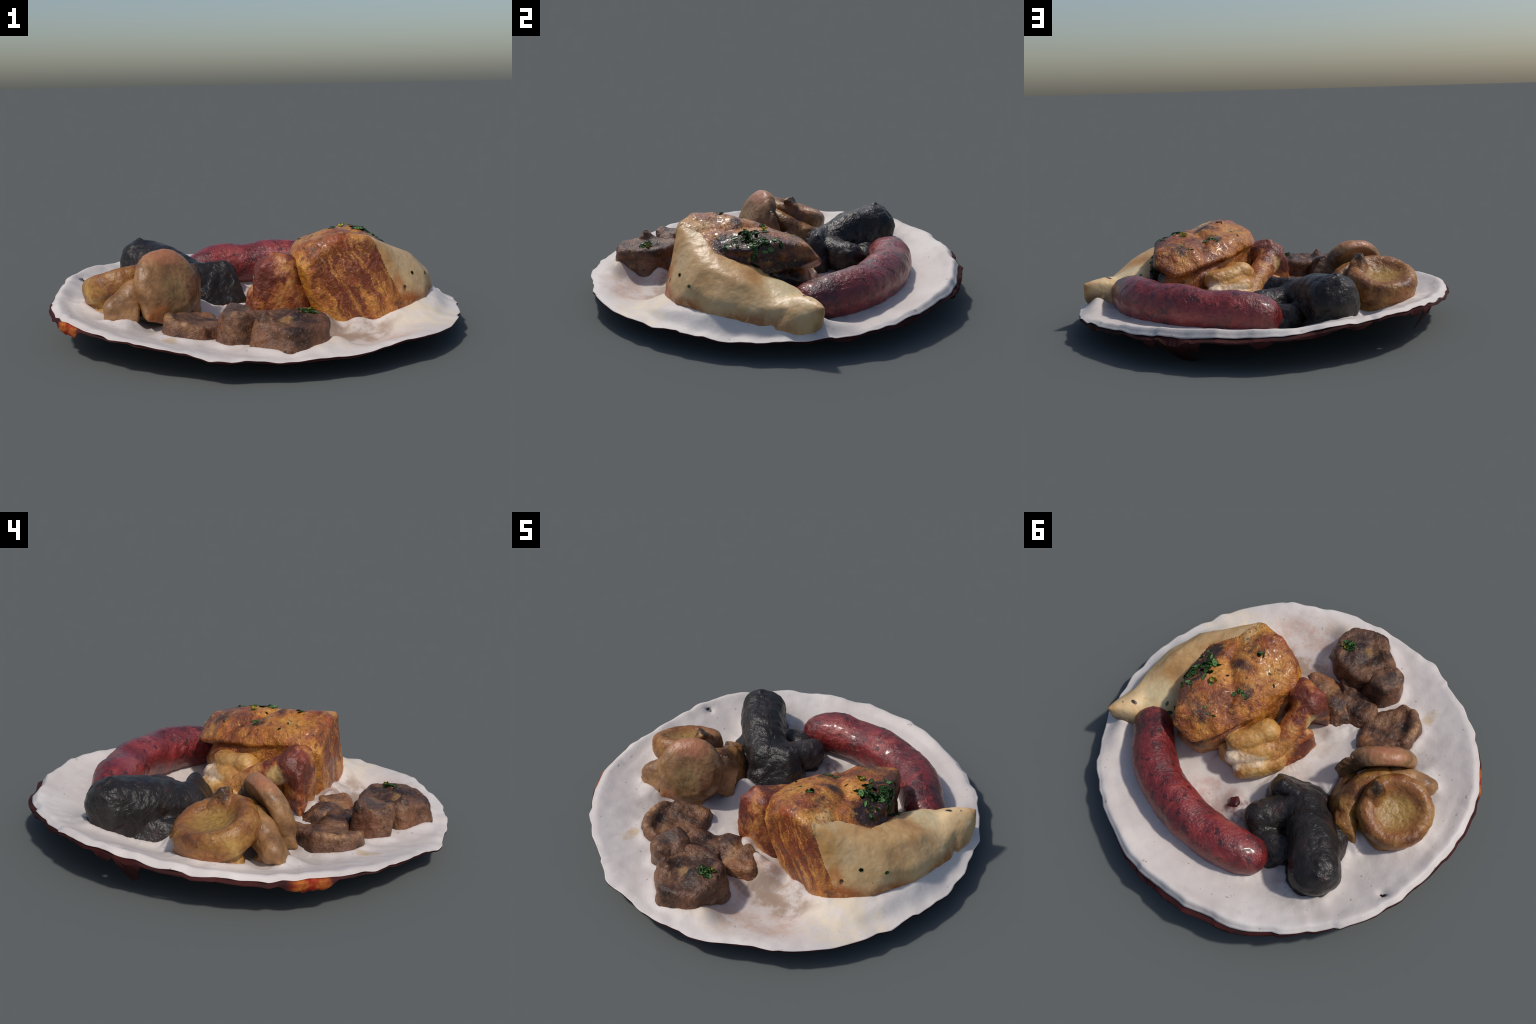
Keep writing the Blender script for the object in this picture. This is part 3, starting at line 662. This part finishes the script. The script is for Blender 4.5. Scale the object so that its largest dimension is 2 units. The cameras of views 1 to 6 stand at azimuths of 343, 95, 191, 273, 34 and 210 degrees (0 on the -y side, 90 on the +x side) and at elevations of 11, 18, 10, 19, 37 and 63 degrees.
m1 = thing("grilled_mushroom", "dark brown grilled mushroom with herb on top", "mushroom", (-0.08, -0.7, 0.09))
cap1 = fuse("mushroom_cap", [
    hull([(0.050, -0.845, 0.179), (-0.030, -0.875, 0.179), (-0.125, -0.875, 0.189), (-0.220, -0.770, 0.204), (-0.170, -0.600, 0.194), (-0.100, -0.565, 0.189), (0.020, -0.615, 0.199), (0.070, -0.650, 0.199), (0.085, -0.750, 0.199),
          (0.000, -0.720, 0.219), (0.050, -0.700, 0.214), (0.11, -0.72, 0.07), (0.13, -0.68, 0.07), (0.06, -0.87, 0.07), (-0.12, -0.915, 0.08), (-0.25, -0.78, 0.08), (-0.1, -0.55, 0.08), (0.05, -0.6, 0.08)]),
    hull([(-0.178, -0.763, 0.254), (-0.130, -0.790, 0.204), (-0.210, -0.790, 0.194), (-0.210, -0.720, 0.204), (-0.140, -0.730, 0.204)])],
    voxel=0.006, smooth=10, inflate=0.008, relief=((0.011, 9, 2), (0.004, 38, 3)),
    shape=grooves([([(-0.16, -0.60, 0.19), (-0.09, -0.57, 0.19), (0.02, -0.62, 0.20), (0.075, -0.67, 0.20), (0.08, -0.76, 0.195), (0.045, -0.845, 0.175), (-0.04, -0.87, 0.18), (-0.13, -0.87, 0.185)], -0.012, 0.024), ([(-0.100, -0.660, 0.214), (-0.120, -0.740, 0.214), (-0.080, -0.800, 0.204)], 0.020, 0.035), ([(-0.190, -0.820, 0.184), (-0.170, -0.880, 0.144)], 0.012, 0.02)]))
stem1 = fuse("mushroom_stem", [hull([(-0.325, -0.685, 0.215), (-0.330, -0.615, 0.215), (-0.270, -0.540, 0.225), (-0.205, -0.555, 0.225), (-0.200, -0.660, 0.225), (-0.250, -0.715, 0.230), (-0.280, -0.700, 0.235), (-0.270, -0.550, 0.235), (-0.33, -0.70, 0.09), (-0.345, -0.6, 0.09), (-0.27, -0.53, 0.09), (-0.15, -0.54, 0.09), (-0.15, -0.70, 0.09), (-0.150, -0.650, 0.190)])],
             voxel=0.006, smooth=9, inflate=0.008, relief=((0.008, 12, 3),), shape=grooves([([(-0.280, -0.630, 0.240), (-0.220, -0.660, 0.230)], 0.012, 0.035)]))
child(give(cap1, m_dark), m1); child(give(stem1, m_dark), m1)

m2 = thing("grilled_mushroom", "wrinkled dark brown grilled mushroom cap", "mushroom", (-0.38, -0.42, 0.1))
cap2 = fuse("mushroom_cap", [hull([(-0.270, -0.330, 0.116), (-0.300, -0.245, 0.121), (-0.390, -0.270, 0.136), (-0.510, -0.370, 0.168), (-0.525, -0.470, 0.163), (-0.460, -0.550, 0.158), (-0.395, -0.570, 0.143), (-0.33, -0.5, 0.12), (-0.28, -0.42, 0.12),
                                  (-0.24, -0.33, 0.08), (-0.3, -0.225, 0.09), (-0.53, -0.34, 0.09), (-0.555, -0.49, 0.09), (-0.46, -0.58, 0.09), (-0.37, -0.59, 0.09), (-0.24, -0.45, 0.08)])],
            voxel=0.006, smooth=10, inflate=0.006, relief=((0.010, 9, 2), (0.004, 36, 3)),
            shape=grooves([([(-0.280, -0.280, 0.118), (-0.400, -0.270, 0.138), (-0.51, -0.37, 0.17), (-0.52, -0.47, 0.165), (-0.46, -0.545, 0.16), (-0.39, -0.56, 0.145)], -0.012, 0.022), ([(-0.360, -0.400, 0.158), (-0.360, -0.420, 0.158)], 0.014, 0.065), ([(-0.460, -0.360, 0.158), (-0.450, -0.450, 0.148), (-0.420, -0.530, 0.138)], 0.014, 0.03)]))
child(give(cap2, m_dark), m2)
m3 = thing("grilled_mushroom", "small brown grilled mushroom lying under the chicken", "mushroom", (-0.1, -0.42, 0.08))
cap3 = fuse("mushroom_cap", [hull([(-0.19, -0.40, 0.12), (-0.29, -0.41, 0.125), (-0.26, -0.50, 0.12), (-0.16, -0.49, 0.12), (-0.10, -0.55, 0.12), (-0.02, -0.57, 0.12), (-0.32, -0.44, 0.1), (-0.25, -0.54, 0.1), (-0.1, -0.6, 0.1), (0.0, -0.6, 0.1), (-0.2, -0.34, 0.1), (-0.1, -0.45, 0.13)]),
                             hull([(-0.030, -0.330, 0.108), (-0.040, -0.400, 0.143), (0.000, -0.470, 0.133), (-0.020, -0.530, 0.108), (-0.14, -0.50, 0.10), (-0.20, -0.38, 0.10), (-0.13, -0.29, 0.10), (-0.090, -0.370, 0.133), (-0.080, -0.450, 0.133), (0.05, -0.40, 0.09), (0.08, -0.53, 0.09), (0.02, -0.59, 0.08), (-0.18, -0.54, 0.08), (-0.23, -0.38, 0.08), (-0.12, -0.26, 0.08), (-0.02, -0.29, 0.08)]),
                             hull([(0.000, -0.470, 0.118), (0.10, -0.44, 0.135), (0.13, -0.52, 0.125), (0.03, -0.38, 0.135), (0.15, -0.55, 0.085), (0.07, -0.58, 0.08), (-0.01, -0.57, 0.08), (0.13, -0.42, 0.10), (0.16, -0.50, 0.09), (0.02, -0.54, 0.12)])],
            voxel=0.006, smooth=6, inflate=0.004, relief=((0.012, 10, 3), (0.004, 36, 3)))
child(give(cap3, m_dark), m3)

# ================================================================ PLATE (last: its sheet clings to the food)
plate = thing("paper_plate", "round white plate with a wavy ragged rim", "plate", (0, 0, 0.08))
m_plate, m_under = plate_material(), under_material()
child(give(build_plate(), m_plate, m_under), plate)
child(give(build_tatters(), m_under), plate)

# ================================================================ HERBS
def tree_of(ob):
    me = ob.data
    return BVHTree.FromPolygons([v.co.copy() for v in me.vertices], [tuple(p.vertices) for p in me.polygons])
def leaf_mesh(name, length, width, curl, seed):
    bm = bmesh.new()
    nx, ny = 9, 5
    g = []
    for i in range(nx):
        u = i / (nx - 1)
        w = width * (math.sin(math.pi * min(max(u, 0.04), 0.97)) ** 0.7) * (1 + 0.25 * math.sin(u * 17 + seed))
        g.append([bm.verts.new(((u - 0.5) * length, (j / (ny - 1) - 0.5) * w, curl * (abs(j / (ny - 1) - 0.5) * width + 0.35 * math.sin(u * 6 + seed) * width * 0.5))) for j in range(ny)])
    for i in range(nx - 1):
        for j in range(ny - 1):
            bm.faces.new((g[i][j], g[i + 1][j], g[i + 1][j + 1], g[i][j + 1]))
    ret = bmesh.ops.solidify(bm, geom=bm.faces[:], thickness=0.0016)
    for f in bm.faces:
        f.smooth = True
    me = bpy.data.meshes.new(name); bm.to_mesh(me); bm.free()
    return me
def herb_material(name, a, b):
    g = Nodes(name)
    r = g.add("ShaderNodeObjectInfo").outputs["Random"]
    col = g.mix(r, a, b)
    col = g.mix(g.remap(g.noise(90, 3, 0.6), 0.45, 0.7, 0, 0.5), col, srgb(30, 46, 28))
    return g.finish(col, 0.35, [(g.noise(120, 2), 0.4, 0.003)], 0.5)
m_herb = herb_material("green_herb", srgb(62, 98, 52), srgb(108, 148, 76))
m_chive = herb_material("yellow_green_chive", srgb(150, 150, 50), srgb(176, 172, 70))
LEAVES = [leaf_mesh("herb_leaf", 0.042, 0.022, 0.12, 1), leaf_mesh("herb_leaf", 0.036, 0.014, 0.2, 4), leaf_mesh("herb_leaf", 0.028, 0.021, 0.1, 8)]
CHIVE = leaf_mesh("chive_piece", 0.036, 0.026, 0.9, 2)
for me in LEAVES:
    me.materials.append(m_herb)
CHIVE.materials.append(m_chive)
def scatter(host, tree, parent, spots, mesh=None, name="herb_leaf"):
    for x, y, count, spread, size in spots:
        for _ in range(count):
            px, py = x + random.gauss(0, spread), y + random.gauss(0, spread)
            hit, n, _, _ = tree.ray_cast(Vector((px, py, 1.0)), Vector((0, 0, -1)))
            if hit is None:
                continue
            ob = bpy.data.objects.new(name, mesh or random.choice(LEAVES)); COL.objects.link(ob)
            q = n.to_track_quat("Z", "Y").to_matrix().to_4x4()
            s = size * random.uniform(0.7, 1.25)
            M = Matrix.Translation(hit + n * 0.0015) @ q @ Matrix.Rotation(random.uniform(0, 6.28), 4, "Z") @ Matrix.Diagonal((s, s, s, 1))
            child(ob, parent)
            ob.matrix_parent_inverse = Matrix.Identity(4)
            ob.matrix_basis = Matrix.Translation(-parent.location) @ M
tt = tree_of(thigh)
scatter(thigh, tt, chicken, [(0.53, -0.11, 24, 0.028, 1.15), (0.575, -0.05, 22, 0.032, 1.1), (0.605, 0.03, 14, 0.03, 1.1), (0.56, -0.18, 6, 0.03, 0.8), (0.30, -0.06, 8, 0.018, 0.8), (0.31, -0.262, 4, 0.012, 0.8), (0.58, 0.15, 4, 0.02, 0.8), (0.38, 0.12, 3, 0.03, 0.6), (0.25, -0.18, 2, 0.03, 0.5), (0.45, -0.05, 2, 0.06, 0.5)])
scatter(thigh, tt, chicken, [(0.454, -0.03, 1, 0.0, 1.0)], CHIVE, "chive_piece")
scatter(cap1, tree_of(cap1), m1, [(0.02, -0.715, 16, 0.020, 1.1)])
scatter(cap1, tree_of(cap1), m1, [(0.035, -0.69, 2, 0.01, 0.7)], CHIVE, "chive_piece")
scatter(flesh, tree_of(flesh), potato, [(0.64, 0.10, 4, 0.02, 0.9)])
pt = tree_of(flesh)
for (x, y, z), s in (((0.752, -0.35, 0.255), 0.8), ((0.648, -0.402, 0.27), 0.8)):
    hit, n, _, _ = pt.find_nearest(Vector((x, y, z)))
    ob = bpy.data.objects.new("herb_leaf", LEAVES[2]); COL.objects.link(ob)
    ob.parent = potato
    ob.matrix_basis = Matrix.Translation(-potato.location) @ Matrix.Translation(hit + n * 0.0015) @ n.to_track_quat("Z", "Y").to_matrix().to_4x4() @ Matrix.Diagonal((s, s, s, 1))
